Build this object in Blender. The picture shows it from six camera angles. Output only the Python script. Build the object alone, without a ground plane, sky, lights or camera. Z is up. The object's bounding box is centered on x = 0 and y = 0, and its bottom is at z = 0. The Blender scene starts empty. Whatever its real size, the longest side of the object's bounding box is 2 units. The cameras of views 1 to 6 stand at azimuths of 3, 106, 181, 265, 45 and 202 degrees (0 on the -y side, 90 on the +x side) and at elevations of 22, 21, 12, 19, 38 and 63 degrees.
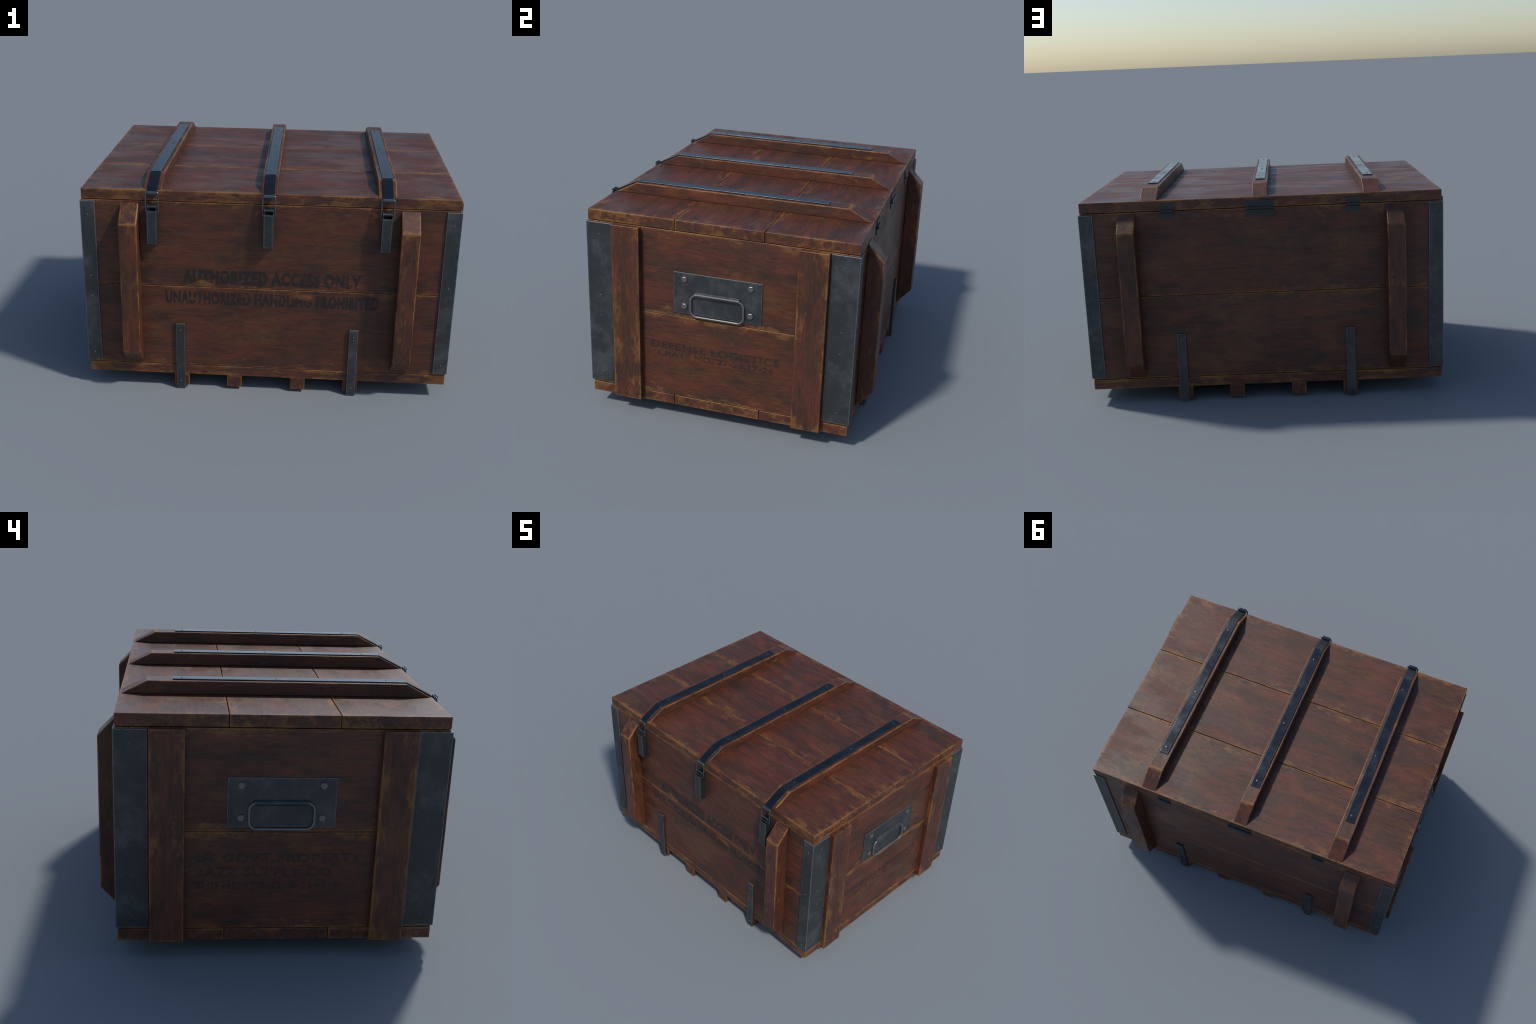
"""Old wooden shipping crate: plank box on skids, battened lid with steel straps,
toggle latches, hinges, steel corner angles, handles and faded stencil lettering."""
import bpy, bmesh, math, random
from mathutils import Vector, Matrix

random.seed(7)
SC = bpy.context.scene

# ------------------------------------------------------------------ sizes (metres)
HX, HY = 0.9675, 0.7075            # half length and half width of box, lid and base
Z_SKID, Z_BASE, Z_BODY = 0.014, 0.0835, 0.1415
Z_SEAM, Z_BODY_TOP = 0.607, 1.0735
Z_LID, Z_LID_TOP = 1.0765, 1.1325
WALL = 0.058                     # board thickness
BATTEN_X = (-0.597, 0.0, 0.597)
Z_BAT = 1.1928                   # top of the lid battens
BEND_Y = 0.583

# ------------------------------------------------------------------ node helpers


class Nodes:
    def __init__(self, name):
        self.mat = bpy.data.materials.new(name)
        self.mat.use_nodes = True
        self.t = self.mat.node_tree
        self.bsdf = self.t.nodes["Principled BSDF"]

    def put(self, sock, v):
        if isinstance(v, bpy.types.NodeSocket):
            self.t.links.new(v, sock)
        elif isinstance(v, (tuple, list)) and len(v) == 3 and sock.type == 'RGBA':
            sock.default_value = (*v, 1)
        else:
            sock.default_value = v

    def math(self, op, a, b=0.0, c=0.0, clamp=False):
        n = self.t.nodes.new("ShaderNodeMath")
        n.operation, n.use_clamp = op, clamp
        for s, v in zip(n.inputs, (a, b, c)):
            self.put(s, v)
        return n.outputs[0]

    def vec(self, op, a, b=(0, 0, 0)):
        n = self.t.nodes.new("ShaderNodeVectorMath")
        n.operation = op
        self.put(n.inputs[0], a)
        if op == 'SCALE':
            self.put(n.inputs['Scale'], b)
        else:
            self.put(n.inputs[1], b)
        return n.outputs['Value'] if op in ('DOT_PRODUCT', 'LENGTH') else n.outputs[0]

    def split(self, v):
        n = self.t.nodes.new("ShaderNodeSeparateXYZ")
        self.put(n.inputs[0], v)
        return n.outputs

    def coords(self):
        return self.t.nodes.new("ShaderNodeTexCoord").outputs['Object']

    def prop(self, name, out='Vector'):
        n = self.t.nodes.new("ShaderNodeAttribute")
        n.attribute_type, n.attribute_name = 'OBJECT', f'["{name}"]'
        return n.outputs[out]

    def noise(self, v, scale, detail=4.0, rough=0.55, distort=0.0):
        n = self.t.nodes.new("ShaderNodeTexNoise")
        for k, x in (('Vector', v), ('Scale', scale), ('Detail', detail), ('Roughness', rough), ('Distortion', distort)):
            self.put(n.inputs[k], x)
        return n.outputs['Fac']

    def voronoi(self, v, scale):
        n = self.t.nodes.new("ShaderNodeTexVoronoi")
        self.put(n.inputs['Vector'], v)
        n.inputs['Scale'].default_value = scale
        return n.outputs['Distance']

    def step(self, x, lo, hi, a=0.0, b=1.0):
        n = self.t.nodes.new("ShaderNodeMapRange")
        n.interpolation_type = 'SMOOTHSTEP'
        for s, v in zip(n.inputs, (x, lo, hi, a, b)):
            self.put(s, v)
        return n.outputs[0]

    def mix(self, f, a, b, mode='MIX'):
        n = self.t.nodes.new("ShaderNodeMix")
        n.data_type, n.blend_type = 'RGBA', mode
        self.put(n.inputs[0], f)
        self.put(n.inputs[6], a)
        self.put(n.inputs[7], b)
        return n.outputs[2]

    def bump(self, h, strength, dist):
        n = self.t.nodes.new("ShaderNodeBump")
        n.inputs['Strength'].default_value = strength
        n.inputs['Distance'].default_value = dist
        self.put(n.inputs['Height'], h)
        return n.outputs[0]

    def edge_distance(self, p):
        """Distance from the nearest edge of a (possibly chamfered) bar: the second
        smallest of the distances to its side planes, in folded local coordinates."""
        q = self.vec('ABSOLUTE', self.vec('SUBTRACT', p, self.prop('edge_center')))
        x, y, z = self.split(self.vec('SUBTRACT', self.prop('edge_half'), q))
        w = self.math('SUBTRACT', self.prop('chamfer_offset', 'Fac'), self.vec('DOT_PRODUCT', q, self.prop('chamfer_normal')))
        a, b = self.math('MINIMUM', x, y), self.math('MAXIMUM', x, y)
        c, d = self.math('MINIMUM', z, w), self.math('MAXIMUM', z, w)
        return self.math('MAXIMUM', self.math('MINIMUM', self.math('MINIMUM', b, d), self.math('MAXIMUM', a, c)), 0.0)


RED, BROWN, DARK = (0.112, 0.029, 0.014), (0.058, 0.023, 0.012), (0.018, 0.011, 0.008)
PLUM, OCHRE, INK = (0.032, 0.018, 0.016), (0.270, 0.118, 0.030), (0.014, 0.012, 0.012)


def wood(name, axis, ink=0.0):
    """Stained reddish timber; grain along axis. ink > 0: the same timber with worn
    stencil paint of that strength between the stain and the scuffs."""
    m = Nodes(name)
    p = m.coords()
    off = m.vec('SCALE', (3.17, 5.31, 1.73), m.prop('grain_seed', 'Fac'))
    g = m.vec('ADD', p, off)
    stretch = lambda k: m.vec('MULTIPLY', g, tuple(1.0 if i == axis else k for i in range(3)))
    g2, g4, g12 = stretch(1.8), stretch(3.4), stretch(11.0)
    tone = m.noise(g4, 3.2, 7, 0.66, 0.5)
    streak = m.noise(g12, 7.5, 8, 0.72, 0.25)
    blot = m.noise(g2, 4.0, 8, 0.68)
    cloud = m.noise(g2, 2.4, 5, 0.6)
    fibre = m.noise(g12, 26.0, 3, 0.6)
    rub = m.noise(stretch(2.4), 10.0, 9, 0.74)
    col = m.mix(m.step(tone, 0.36, 0.62), BROWN, RED)
    col = m.mix(m.math('MULTIPLY', m.step(streak, 0.48, 0.66), 0.60), col, DARK)
    col = m.mix(m.math('MULTIPLY', m.step(blot, 0.50, 0.68), 0.62), col, PLUM)
    col = m.mix(m.math('MULTIPLY', m.step(tone, 0.58, 0.76), 0.65), col, (0.165, 0.043, 0.018))
    col = m.mix(m.math('MULTIPLY', m.step(streak, 0.44, 0.28), 0.50), col, (0.165, 0.052, 0.026))
    col = m.mix(1.0, col, m.step(fibre, 0.22, 0.78, 0.73, 1.16), 'MULTIPLY')
    # thin ochre bloom where the stain has faded, and greyish scrapes
    fade = m.math('MULTIPLY', m.step(cloud, 0.46, 0.66), m.step(rub, 0.40, 0.64))
    col = m.mix(m.math('MULTIPLY', fade, 0.54), col, (0.135, 0.060, 0.016))
    scrape = m.math('MULTIPLY', m.step(m.noise(g2, 6.5, 6, 0.7), 0.60, 0.72), m.step(cloud, 0.52, 0.36))
    col = m.mix(m.math('MULTIPLY', scrape, 0.40), col, (0.085, 0.074, 0.072))
    if ink:
        worn = m.step(m.noise(g4, 4.0, 7, 0.7), 0.26, 0.46, 0.5, 1.0)
        chip = m.step(rub, 0.66, 0.54)
        col = m.mix(m.math('MULTIPLY', m.math('MULTIPLY', worn, chip), ink), col, INK)
    # scuffed bare ochre timber: along edges, and in ragged patches mostly near them
    d = m.edge_distance(p)
    ragged = m.noise(m.vec('MULTIPLY', g, (1.0, 1.0, 0.3)), 46.0, 5, 0.72)
    scuff = m.prop('scuff', 'Fac')
    big = m.noise(g, 5.0, 4, 0.6)
    width = m.math('MULTIPLY', m.math('MULTIPLY', m.step(big, 0.34, 0.66, 0.35, 1.0), m.math('ADD', 0.35, m.math('MULTIPLY', scuff, 0.65))), m.step(ragged, 0.30, 0.72, 0.0025, 0.022))
    rim = m.math('MULTIPLY', m.step(m.math('DIVIDE', d, width), 1.15, 0.35), m.step(big, 0.36, 0.60, m.math('SUBTRACT', 0.62, m.math('MULTIPLY', scuff, 0.45)), 0.95))
    near = m.step(d, 0.085, 0.006)
    spread = m.math('ADD', rub, m.math('MULTIPLY', m.math('MULTIPLY', near, scuff), 0.155))
    spread = m.math('ADD', spread, m.math('MULTIPLY', m.math('SUBTRACT', big, 0.5), 0.40))
    patch = m.math('MULTIPLY', m.step(spread, 0.625, 0.79), 0.66)
    col = m.mix(m.math('MAXIMUM', rim, patch), col, m.mix(fibre, OCHRE, (0.165, 0.064, 0.018)))
    m.put(m.bsdf.inputs['Base Color'], col)
    m.put(m.bsdf.inputs['Roughness'], m.step(m.math('ADD', cloud, m.math('MULTIPLY', m.math('SUBTRACT', blot, 0.5), 0.7)), 0.36, 0.64, 0.57, 0.39))
    m.bsdf.inputs['Specular IOR Level'].default_value = 0.45
    pits = m.step(m.voronoi(g4, 5.0), 0.0, 0.10)
    h = m.math('ADD', m.math('MULTIPLY', fibre, 0.45), m.math('MULTIPLY', m.noise(g2, 24.0, 4, 0.6), 0.55))
    h = m.math('ADD', h, m.math('MULTIPLY', pits, 0.35))
    m.put(m.bsdf.inputs['Normal'], m.bump(h, 0.36, 0.004))
    return m.mat


def metal(name, base, light, rough, metallic=0.85, angle=False, bump=0.12, edge=0.55):
    m = Nodes(name)
    p = m.coords()
    cloud = m.noise(p, 6.0, 7, 0.68)
    spot = m.noise(p, 42.0, 4, 0.6)
    col = m.mix(m.step(cloud, 0.42, 0.72), base, light)
    col = m.mix(m.math('MULTIPLY', m.step(spot, 0.64, 0.76), 0.5), col, tuple(min(1, 1.7 * c) for c in light))
    col = m.mix(m.math('MULTIPLY', m.step(spot, 0.36, 0.26), 0.5), col, tuple(0.45 * c for c in base))
    if angle:
        x, y, z = m.split(m.vec('ABSOLUTE', m.vec('SUBTRACT', p, (0, 0, (PZ0 + PZ1) / 2))))
        d = m.math('MAXIMUM', m.math('SUBTRACT', PX1, x), m.math('SUBTRACT', PY1, y))
        d = m.math('MINIMUM', d, m.math('SUBTRACT', (PZ1 - PZ0) / 2, z))
        d = m.math('MINIMUM', d, m.math('MINIMUM', m.math('SUBTRACT', x, PX0), m.math('SUBTRACT', y, PY0)))
    else:
        d = m.edge_distance(p)
    rim = m.step(m.math('DIVIDE', d, m.step(spot, 0.3, 0.7, 0.0025, 0.0065)), 1.2, 0.2)
    col = m.mix(m.math('MULTIPLY', rim, edge), col, (0.20, 0.215, 0.23))
    m.put(m.bsdf.inputs['Base Color'], col)
    m.bsdf.inputs['Metallic'].default_value = metallic
    m.put(m.bsdf.inputs['Roughness'], m.step(cloud, 0.35, 0.7, rough - 0.05, rough + 0.09))
    h = m.math('ADD', m.noise(p, 55.0, 4, 0.6), m.math('MULTIPLY', m.noise(p, 14.0, 3, 0.5), 1.4))
    m.put(m.bsdf.inputs['Normal'], m.bump(h, bump, 0.006))
    return m.mat


# steel corner angle: ranges of |x|, |y| and z
PX0, PX1, PY0, PY1, PZ0, PZ1 = 0.8980, 0.9745, 0.5730, 0.7155, 0.1515, 1.0675

WOOD = [wood("stained_timber_grain_" + a, i) for i, a in enumerate(("lengthwise", "crosswise", "upright"))]
STENCIL_FRONT = wood("stencil_paint_dark", 0, 0.90)
STENCIL_END = wood("stencil_paint_faded", 1, 0.70)
STEEL = metal("dark_steel_dull", (0.056, 0.060, 0.063), (0.112, 0.115, 0.115), 0.46, metallic=0.65)
STEEL_ANGLE = metal("dark_steel_corner", (0.052, 0.057, 0.059), (0.112, 0.115, 0.115), 0.48, metallic=0.6, angle=True, edge=0.75)
STEEL_STRAP = metal("dark_steel_polished", (0.040, 0.048, 0.059), (0.066, 0.074, 0.084), 0.21, metallic=0.88, bump=0.022, edge=0.30)
STEEL_LATCH = metal("dark_steel_latch", (0.058, 0.066, 0.070), (0.078, 0.085, 0.090), 0.30, metallic=0.75, bump=0.03, edge=0.5)
STEEL_LINK = metal("dark_steel_wire", (0.145, 0.155, 0.168), (0.19, 0.20, 0.21), 0.24, bump=0.02, edge=0.0)
STEEL_RIVET = metal("rubbed_steel_rivet", (0.115, 0.12, 0.122), (0.14, 0.14, 0.14), 0.42, metallic=0.65, bump=0.0, edge=0.0)
STEEL_BRIGHT = metal("worn_bright_steel", (0.165, 0.160, 0.160), (0.20, 0.195, 0.19), 0.40, metallic=0.6, bump=0.03, edge=0.0)
STRAP_HEAD = metal("polished_rivet", (0.075, 0.082, 0.09), (0.09, 0.095, 0.10), 0.30, metallic=0.85, bump=0.0, edge=0.0)
STEEL_HINGE = metal("blackened_hinge_steel", (0.040, 0.045, 0.048), (0.055, 0.060, 0.063), 0.45, metallic=0.6, bump=0.04, edge=0.10)
NAIL = metal("dull_iron_nail", (0.040, 0.026, 0.020), (0.060, 0.042, 0.034), 0.5, metallic=0.3, bump=0.0, edge=0.0)

# ------------------------------------------------------------------ object helpers
ROOT = bpy.data.objects.new("wooden_shipping_crate", None)
ROOT["label"] = "weathered red-brown wooden shipping crate with dark steel fittings"
ROOT["category"] = "wooden crate"
ROOT.empty_display_size = 0.2
SC.collection.objects.link(ROOT)
_seed = [0]


def tag(ob, lo, hi, chamfer=None, center=None, half=None):
    c = center or [(a + b) / 2 for a, b in zip(lo, hi)]
    h = half or [(b - a) / 2 for a, b in zip(lo, hi)]
    ob["edge_center"], ob["edge_half"] = [float(v) for v in c], [float(v) for v in h]
    n, o = chamfer or ((0, 0, 0), 9.0)
    ob["chamfer_normal"], ob["chamfer_offset"] = [float(v) for v in n], float(o)
    _seed[0] += 1
    ob["scuff"] = 0.7
    ob["grain_seed"] = (_seed[0] * 0.618034) % 1.0 * 7.0


def add(name, bm, mat, parent=None, bevel=0.0, seg=2, smooth=True, angle=35):
    me = bpy.data.meshes.new(name)
    bmesh.ops.recalc_face_normals(bm, faces=bm.faces)
    bm.to_mesh(me)
    bm.free()
    ob = bpy.data.objects.new(name, me)
    SC.collection.objects.link(ob)
    me.materials.append(mat)
    ob.parent = parent or ROOT
    if smooth:
        for f in me.polygons:
            f.use_smooth = True
        me.set_sharp_from_angle(angle=math.radians(angle))
    if bevel:
        for f in me.polygons:
            f.use_smooth = True
        md = ob.modifiers.new("rounded_edges", 'BEVEL')
        md.width, md.segments, md.limit_method, md.angle_limit = bevel, seg, 'ANGLE', math.radians(25)
        md.harden_normals = True
    vs = [v.co for v in me.vertices]
    tag(ob, [min(v[i] for v in vs) for i in range(3)], [max(v[i] for v in vs) for i in range(3)])
    return ob


def box_bm(lo, hi, bm=None):
    bm = bm or bmesh.new()
    m = Matrix.Translation([(a + b) / 2 for a, b in zip(lo, hi)]) @ Matrix.Diagonal([*(b - a for a, b in zip(lo, hi)), 1])
    bmesh.ops.create_cube(bm, size=1.0, matrix=m)
    return bm


def box(name, lo, hi, mat, parent=None, bevel=0.003):
    return add(name, box_bm(lo, hi), mat, parent, bevel)


def prism(profile, a0, a1, place, bm=None):
    """Extrude a 2D profile (u, v) from a0 to a1; place(u, v, a) -> xyz."""
    bm = bm or bmesh.new()
    lo = [bm.verts.new(place(u, v, a0)) for u, v in profile]
    hi = [bm.verts.new(place(u, v, a1)) for u, v in profile]
    n = len(profile)
    bm.faces.new(lo)
    bm.faces.new(hi[::-1])
    for i in range(n):
        bm.faces.new((lo[i], hi[i], hi[(i + 1) % n], lo[(i + 1) % n]))
    return bm


def ribbon(path, t):
    """Closed outline of a strip of thickness t whose outer side follows path (offset to the right)."""
    off = []
    for i, p in enumerate(path):
        p = Vector(p)
        a = (p - Vector(path[i - 1])).normalized() if i else None
        b = (Vector(path[i + 1]) - p).normalized() if i < len(path) - 1 else None
        a, b = a or b, b or a
        n = Vector((a.y + b.y, -a.x - b.x)).normalized()
        off.append(p + n * t / max(0.35, n.dot(Vector((a.y, -a.x)))))
    return [tuple(p) for p in path] + [tuple(p) for p in reversed(off)]


def tube(path, r, closed=False, sides=12, bm=None):
    bm = bm or bmesh.new()
    path = [Vector(p) for p in path]
    n, rings = len(path), []
    up = None
    for i, p in enumerate(path):
        a = path[i - 1] if (i or closed) else p
        b = path[(i + 1) % n] if (i < n - 1 or closed) else p
        d = (b - a).normalized()
        if up is None:
            up = d.orthogonal().normalized()
        up = (up - d * up.dot(d)).normalized()
        s = d.cross(up)
        rings.append([bm.verts.new(p + r * (math.cos(k * math.tau / sides) * up + math.sin(k * math.tau / sides) * s)) for k in range(sides)])
    for i in range(n if closed else n - 1):
        A, B = rings[i], rings[(i + 1) % n]
        # align the seam of a closed loop
        sh = min(range(sides), key=lambda k: (A[0].co - B[k].co).length) if closed and i == n - 1 else 0
        for k in range(sides):
            bm.faces.new((A[k], A[(k + 1) % sides], B[(k + 1 + sh) % sides], B[(k + sh) % sides]))
    if not closed:
        bm.faces.new(rings[0][::-1])
        bm.faces.new(rings[-1])
    return bm


def round_rect(hw, z0, z1, r, n=6):
    """Rounded rectangle in (u, z), anticlockwise."""
    pts = []
    for cx, cz, a0 in ((hw - r, z1 - r, 0), (-hw + r, z1 - r, 90), (-hw + r, z0 + r, 180), (hw - r, z0 + r, 270)):
        for k in range(n + 1):
            a = math.radians(a0 + 90 * k / n)
            pts.append((cx + r * math.cos(a), cz + r * math.sin(a)))
    return pts


def stud_mesh(name, r, h, mat, sides=14, dome=True):
    """Fastener head around the origin, standing along +z."""
    bm = bmesh.new()
    prof = [(r, -0.001), (r * 0.96, h * 0.35), (r * 0.72, h * 0.78), (r * 0.38, h)] if dome else [(r, -0.001), (r, h * 0.75), (r * 0.86, h)]
    rings = [[bm.verts.new((q * math.cos(k * math.tau / sides), q * math.sin(k * math.tau / sides), z)) for k in range(sides)] for q, z in prof]
    for A, B in zip(rings, rings[1:]):
        for k in range(sides):
            bm.faces.new((A[k], A[(k + 1) % sides], B[(k + 1) % sides], B[k]))
    bm.faces.new(rings[-1])
    me = bpy.data.meshes.new(name)
    bm.to_mesh(me)
    bm.free()
    me.materials.append(mat)
    for f in me.polygons:
        f.use_smooth = dome
    return me


def stud(name, me, at, axis, parent, spin=0.0):
    ob = bpy.data.objects.new(name, me)
    SC.collection.objects.link(ob)
    ob.parent = parent
    ob.matrix_basis = Matrix.Translation(at) @ Vector(axis).to_track_quat('Z', 'Y').to_matrix().to_4x4() @ Matrix.Rotation(spin, 4, 'Z')
    tag(ob, (-1, -1, -1), (1, 1, 1))
    return ob


RIVET = stud_mesh("rivet", 0.0052, 0.003, STEEL_RIVET)
STRAP_RIVET = stud_mesh("strap_rivet", 0.0085, 0.0016, STRAP_HEAD)
NAIL_HEAD = stud_mesh("nail", 0.0042, 0.0006, NAIL)
HEX = stud_mesh("bolt", 0.0165, 0.0075, STEEL_BRIGHT, sides=6, dome=False)

# ------------------------------------------------------------------ wooden box
THIRDS = ((-HY, -0.2365), (-0.2335, 0.2335), (0.2365, HY))
for y0, y1 in THIRDS:
    box("base_plank", (-HX, y0, Z_BASE), (HX, y1, Z_BODY - 0.0025), WOOD[0])
for x in (-0.4605, -0.173, 0.173, 0.4605):
    box("skid", (x - 0.0405, -HY + 0.001, Z_SKID), (x + 0.0405, HY - 0.001, Z_BASE - 0.0005), WOOD[1], bevel=0.004)
front = {}
for s in (-1, 1):
    for k, (z0, z1) in enumerate(((Z_BODY, Z_SEAM - 0.001), (Z_SEAM + 0.001, Z_BODY_TOP))):
        ys = sorted((s * HY, s * (HY - WALL)))
        front[s, k] = box("front_board" if s < 0 else "back_board", (-HX, ys[0], z0), (HX, ys[1], z1), WOOD[0])
        xs = sorted((s * HX, s * (HX - WALL)))
        front['end', s, k] = box("end_board", (xs[0], -HY + WALL + 0.001, z0), (xs[1], HY - WALL - 0.001, z1), WOOD[1])

# upright posts on the long sides, chamfered at both ends
PD, PZ = 0.0900, (0.145, 0.247, 0.974, 1.0675)
for sx in (-1, 1):
    for sy in (-1, 1):
        x0 = sx * 0.7165
        prof = [(0.0, PZ[0]), (PD, PZ[1]), (PD, PZ[2]), (0.0, PZ[3])]
        ob = add("side_post", prism(prof, x0 - 0.0475, x0 + 0.0475, lambda u, v, a: (a, sy * (HY + u), v)), WOOD[2], bevel=0.006, seg=3)
        zc, hz = (PZ[0] + PZ[3]) / 2, (PZ[3] - PZ[0]) / 2
        run = (PZ[1] - PZ[0] + PZ[3] - PZ[2]) / 2
        n = Vector((0, run, PD)).normalized()
        tag(ob, 0, 0, (n, n.z * hz), (x0, sy * HY, zc), (0.0475, PD, 9.0))
        for z in (0.868, 0.619, 0.315):
            stud("nail", NAIL_HEAD, (x0 + random.uniform(-0.006, 0.006), sy * (HY + PD), z + random.uniform(-0.015, 0.015)), (0, sy, 0), ob)

# flat battens on the ends
for sx in (-1, 1):
    for sy in (-1, 1):
        xs = sorted((sx * HX, sx * 0.9995))
        ys = sorted((sy * 0.4165, sy * 0.5675))
        ob = box("end_batten", (xs[0], ys[0], 0.091), (xs[1], ys[1], 1.0735), WOOD[2], bevel=0.004)
        for z in (0.918, 0.717, 0.517, 0.318, 0.121):
            stud("nail", NAIL_HEAD, (sx * 0.9995, sy * 0.498 + random.uniform(-0.005, 0.005), z), (sx, 0, 0), ob)

# ------------------------------------------------------------------ lid
for y0, y1 in THIRDS:
    box("lid_plank", (-HX, y0, Z_LID), (HX, y1, Z_LID_TOP), WOOD[0], bevel=0.0035)

ST = 0.0060                                    # strap thickness
for i, x in enumerate(BATTEN_X):
    hw = 0.046 if i != 1 else 0.041
    prof = [(-0.7005, Z_LID_TOP - 0.0005), (0.7005, Z_LID_TOP - 0.0005), (BEND_Y, Z_BAT), (-BEND_Y, Z_BAT)]
    bat = add("lid_batten", prism(prof, x - hw, x + hw, lambda u, v, a: (a, u, v)), WOOD[1], bevel=0.0045, seg=3)
    h = Z_BAT - Z_LID_TOP
    n = Vector((0, h, 0.7005 - BEND_Y)).normalized()
    tag(bat, 0, 0, (n, n.y * 0.7005), (x, 0, Z_LID_TOP), (hw, 9.0, h))
    # steel strap: along the top, down the front slope, curled outwards into a hook
    k = h / (0.7005 - BEND_Y)
    path = [(0.470, Z_BAT), (-BEND_Y, Z_BAT), (-0.703, Z_LID_TOP + 0.0005)]
    hook = [(-0.7245 + 0.0105 * math.cos(a), 1.1275 + 0.0105 * math.sin(a)) for a in [math.radians(d) for d in (15, -25, -65, -105, -145, -185, -220)]]
    body = ribbon(path + [(-0.7115, 1.1245)], ST)
    sb = prism(body, x - 0.0265, x + 0.0265, lambda u, v, a: (a, u, v))
    strap = add("lid_strap", sb, STEEL_STRAP, bat, bevel=0.0012)
    for y in (-0.499, 0.004, 0.428):
        stud("rivet", STRAP_RIVET, (x, y, Z_BAT + ST), (0, 0, 1), strap)
    hb = prism(ribbon(hook, -0.003), x - 0.0262, x + 0.0262, lambda u, v, a: (a, u, v))
    add("strap_hook", hb, STEEL_LINK, strap, bevel=0.0)

    # toggle latch: channel-shaped lever, roller, wire link
    LW, LY = 0.0255, 0.757
    side = [(HY - 0.001, 0.8425), (LY, 0.8555), (LY, 1.030), (LY - 0.004, 1.045), (LY - 0.013, 1.058), (LY - 0.024, 1.062), (HY - 0.001, 1.062)]
    bm = bmesh.new()
    for s in (-1, 1):
        prism(side, x + s * LW, x + s * (LW - 0.003), lambda u, v, a: (a, -u, v), bm)
    lever = add("latch_lever", bm, STEEL_LATCH, None, bevel=0.0012)
    box("latch_face", (x - LW + 0.003, -LY + 0.0003, 0.8575), (x + LW - 0.003, -LY + 0.0035, 1.0315), STEEL_LATCH, lever, bevel=0.0008)
    box("latch_shadow_plate", (x - LW + 0.003, -HY - 0.006, 0.862), (x + LW - 0.003, -HY + 0.0005, 1.058), STEEL_LATCH, lever, bevel=0)  # dark plate modelled for the black shadow under the roller, covers sunlit wood
    box("latch_foot", (x - LW + 0.003, -LY + 0.0035, 0.858), (x + LW - 0.003, -HY - 0.001, 0.861), STEEL_LATCH, lever, bevel=0)
    add("latch_roller", tube([(x - LW + 0.0028, -0.7345, 1.0525), (x + LW - 0.0028, -0.7345, 1.0525)], 0.0085, sides=20), STEEL_LATCH, lever)
    loop = [(x + u, -0.7295 - 0.008 * (1.126 - v) / 0.1, v) for u, v in round_rect(0.0322, 1.0275, 1.1275, 0.007)]
    add("latch_link", tube(loop, 0.0044, True), STEEL_LINK, lever, angle=80)

# hinges on the back: two leaves and a barrel
for x, hw in ((-0.496, 0.0368), (0.0, 0.0735), (0.496, 0.0368)):
    leaf = box("hinge_leaf", (x - hw, HY, 1.0840), (x + hw, HY + 0.005, 1.1135), STEEL_HINGE, bevel=0.001)
    box("hinge_leaf", (x - hw, HY, 1.0335), (x + hw, HY + 0.005, 1.0630), STEEL_HINGE, leaf, bevel=0.001)
    add("hinge_barrel", tube([(x - hw, HY + 0.0072, 1.0735), (x + hw, HY + 0.0072, 1.0735)], 0.0082, sides=18), STEEL_HINGE, leaf)

# ------------------------------------------------------------------ steel corner angles
for sx in (-1, 1):
    for sy in (-1, 1):
        prof = [(PX0, PY1), (PX1, PY1), (PX1, PY0), (HX, PY0), (HX, HY), (PX0, HY)]
        ob = add("corner_angle", prism(prof, PZ0, PZ1, lambda u, v, a: (sx * u, sy * v, a)), STEEL_ANGLE, bevel=0.002)
        for z in (1.004, 0.663, 0.546, 0.212):
            stud("rivet", RIVET, (sx * PX1, sy * 0.645, z), (sx, 0, 0), ob)
            stud("rivet", RIVET, (sx * 0.937, sy * PY1, z - 0.012), (0, sy, 0), ob)

# steel straps wrapped round the outer skids
for x in (-0.4645, 0.4645):
    yo, t = HY + 0.014, 0.0135
    path = [(-yo, 0.393), (-yo, 0.0), (yo, 0.0), (yo, 0.393)]
    prof = path + [(yo - t, 0.393), (yo - t, t), (-yo + t, t), (-yo + t, 0.393)]
    ob = add("skid_strap", prism(prof, x - 0.0242, x + 0.0242, lambda u, v, a: (a, u, v)), STEEL, bevel=0.002)
    tag(ob, 0, 0, None, (x, 0, 0.1965), (0.0242, yo, 0.1965))
    for s in (-1, 1):
        for z in (0.045, 0.352):
            stud("rivet", RIVET, (x, s * yo, z), (0, s, 0), ob)

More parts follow.
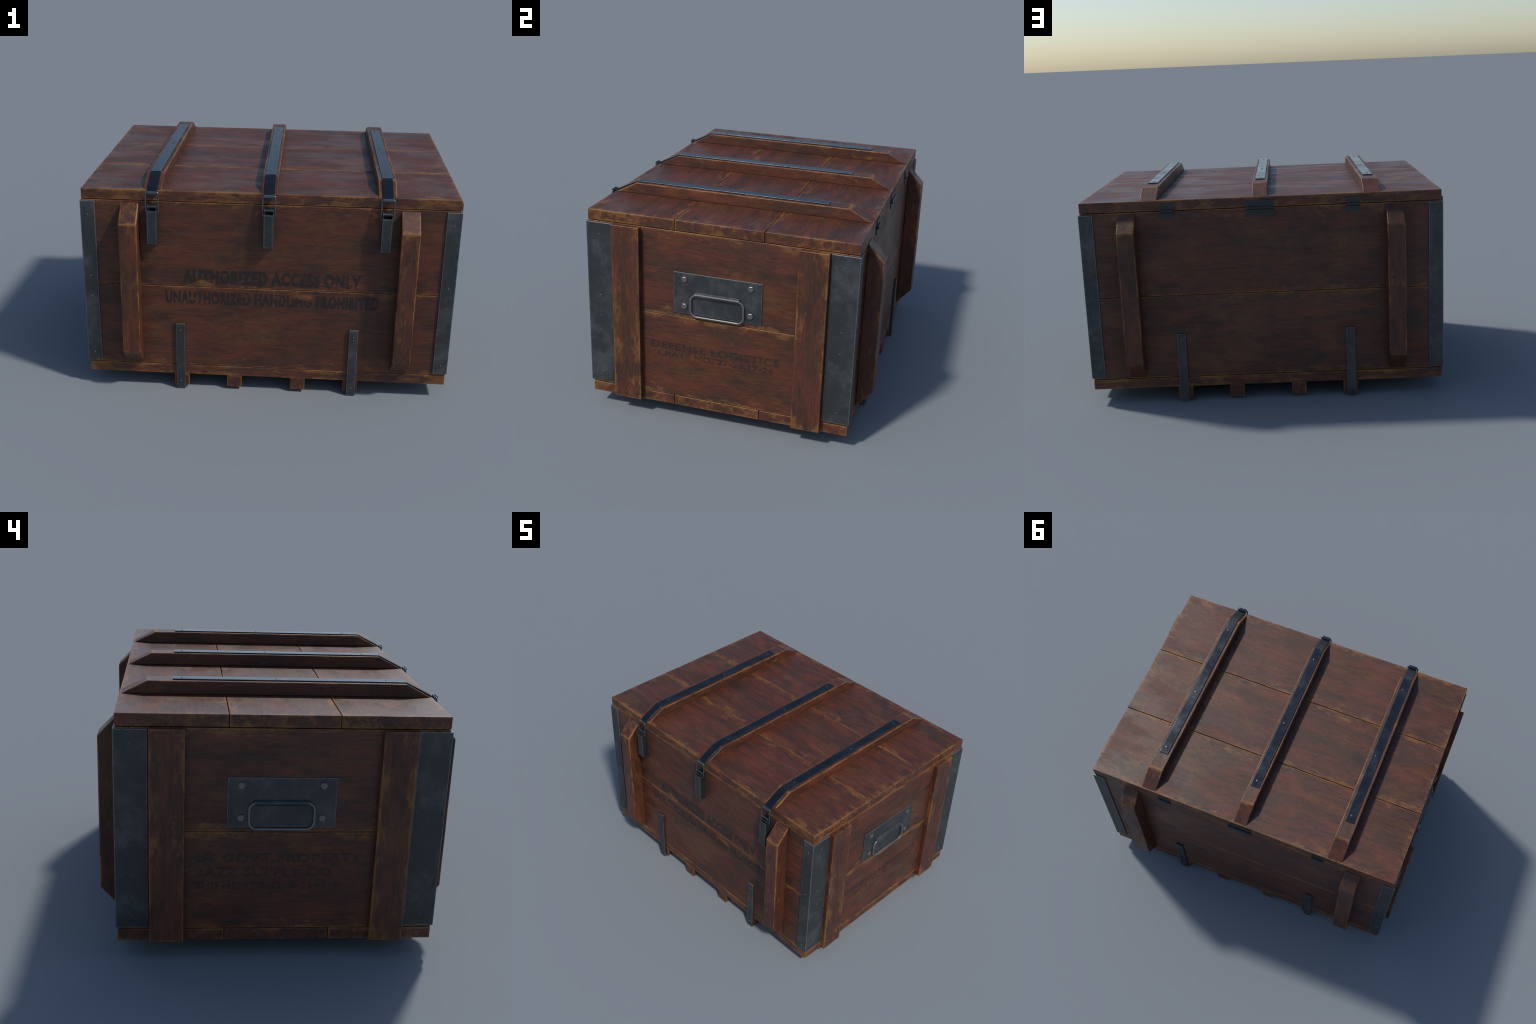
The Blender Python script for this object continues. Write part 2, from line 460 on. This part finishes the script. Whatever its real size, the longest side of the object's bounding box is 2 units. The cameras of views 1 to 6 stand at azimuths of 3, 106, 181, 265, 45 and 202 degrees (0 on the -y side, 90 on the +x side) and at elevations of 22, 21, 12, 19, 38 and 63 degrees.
# ------------------------------------------------------------------ handles on the ends
for sx in (-1, 1):
    xs = sorted((sx * HX, sx * (HX + 0.006)))
    plate = box("handle_plate", (xs[0], -0.2355, 0.6325), (xs[1], 0.2355, 0.8585), STEEL, bevel=0.0015)
    for y in (-0.1765, 0.1765):
        for z in (0.8235, 0.6755):
            stud("bolt", HEX, (sx * (HX + 0.006), y, z), (sx, 0, 0), plate)
    xw = HX + 0.0108
    ring = [(sx * (xw + 0.001), u, v) for u, v in round_rect(0.1415, 0.6255, 0.7455, 0.034, 8)]
    add("carrying_handle", tube(ring, 0.0060, True, 14), STEEL_BRIGHT, plate, angle=80)
    # folded sleeve that holds the handle
    r, zs = 0.0112, 0.7455
    arc = [(HX + 0.0055, zs + r + 0.003)] + [(xw + r * math.cos(math.radians(d)), zs + r * math.sin(math.radians(d))) for d in (75, 50, 25, 0, -25, -50, -75, -100)] + [(HX + 0.0055, zs - r)]
    add("handle_sleeve", prism(arc, -0.118, 0.118, lambda u, v, a: (sx * u, a, v)), STEEL, plate, angle=50)

# how much each kind of timber is scuffed
SCUFF = dict(lid_plank=1.0, base_plank=1.0, front_board=0.75, back_board=0.75, end_board=0.9, side_post=0.65, end_batten=0.95, lid_batten=0.5, skid=0.5)
for ob in ROOT.children:
    ob["scuff"] = SCUFF.get(ob.name.split(".")[0], 0.7)

# ------------------------------------------------------------------ stencil lettering


def lettering(side, text, width, height, place, mat, board, bold, space=1.0, gap=1.0):
    cu = bpy.data.curves.new("stencil_lettering", 'FONT')
    cu.body, cu.size, cu.offset, cu.space_character, cu.space_word = text, 1.0, bold, space, gap
    cu.resolution_u, cu.fill_mode = 3, 'FRONT'
    tmp = bpy.data.objects.new("stencil_lettering", cu)
    SC.collection.objects.link(tmp)
    bpy.context.view_layer.update()
    me = bpy.data.meshes.new_from_object(tmp.evaluated_get(bpy.context.evaluated_depsgraph_get()))
    bpy.data.objects.remove(tmp)
    bpy.data.curves.remove(cu)
    bm = bmesh.new()
    bm.from_mesh(me)
    bpy.data.meshes.remove(me)
    x0, x1 = min(v.co.x for v in bm.verts), max(v.co.x for v in bm.verts)
    y0, y1 = min(v.co.y for v in bm.verts), max(v.co.y for v in bm.verts)
    bmesh.ops.remove_doubles(bm, verts=bm.verts, dist=1e-4)
    bmesh.ops.dissolve_degenerate(bm, edges=bm.edges, dist=1e-4)
    bm.verts.index_update()
    out = {0: Vector((0, -1, 0)), 1: Vector((1, 0, 0)), 2: Vector((-1, 0, 0))}[side]
    for v in bm.verts:
        v.co = place((v.co.x - x0) / (x1 - x0) * width, (v.co.y - y0) / (y1 - y0) * height)
    bm.normal_update()
    for f in bm.faces:
        f.smooth = False
        if f.normal.dot(out) < 0:
            f.normal_flip()
    # bold strokes overlap: no two facets of paint may lie on exactly one plane
    bmesh.ops.delete(bm, geom=[f for f in bm.faces if f.calc_area() < 1e-9 or abs(f.normal.dot(out)) < 0.5], context='FACES')
    bmesh.ops.split_edges(bm, edges=bm.edges)
    for k, f in enumerate(bm.faces):
        for v in f.verts:
            v.co += out * (k % 29) * 8e-6
    me = bpy.data.meshes.new("stencil_lettering")
    bm.to_mesh(me)
    bm.free()
    me.materials.append(mat)
    ob = bpy.data.objects.new("stencil_lettering", me)
    SC.collection.objects.link(ob)
    ob.parent = board
    for key in ("edge_center", "edge_half", "chamfer_normal", "chamfer_offset", "grain_seed", "scuff"):
        ob[key] = board[key]
    return ob


PAINT = 0.0006
on_front = lambda x, z: lambda u, v: (x + u, -HY - PAINT, z + v)
on_right = lambda y, z: lambda u, v: (HX + PAINT, y + u, z + v)
on_left = lambda y, z: lambda u, v: (-HX - PAINT, y - u, z + v)
lettering(0, "AUTHORIZED ACCESS ONLY", 0.938, 0.080, on_front(-0.448, 0.6265), STENCIL_FRONT, front[-1, 1], 0.058, 1.13)
lettering(0, "UNAUTHORIZED HANDLING PROHIBITED", 1.128, 0.073, on_front(-0.542, 0.5075), STENCIL_FRONT, front[-1, 0], 0.055, 1.13)
lettering(1, "DEFENSE LOGISTICS", 0.702, 0.042, on_right(-0.365, 0.4095), STENCIL_END, front['end', 1, 0], 0.034, 1.10)
lettering(1, "CRATE NO. 27-20.17-24", 0.635, 0.034, on_right(-0.330, 0.3645), STENCIL_END, front['end', 1, 0], 0.03, 1.10)
lettering(2, "US GOVT.PROPERTY", 0.735, 0.044, on_left(0.367, 0.4635), STENCIL_END, front['end', -1, 0], 0.034, 1.10)
lettering(2, "BAZZ SUPPLY CO", 0.601, 0.044, on_left(0.367, 0.3955), STENCIL_END, front['end', -1, 0], 0.034, 1.10)
lettering(2, "SHIPMENT NO. 0-2247-4", 0.630, 0.035, on_left(0.367, 0.335), STENCIL_END, front['end', -1, 0], 0.03, 1.10)

bpy.context.view_layer.update()
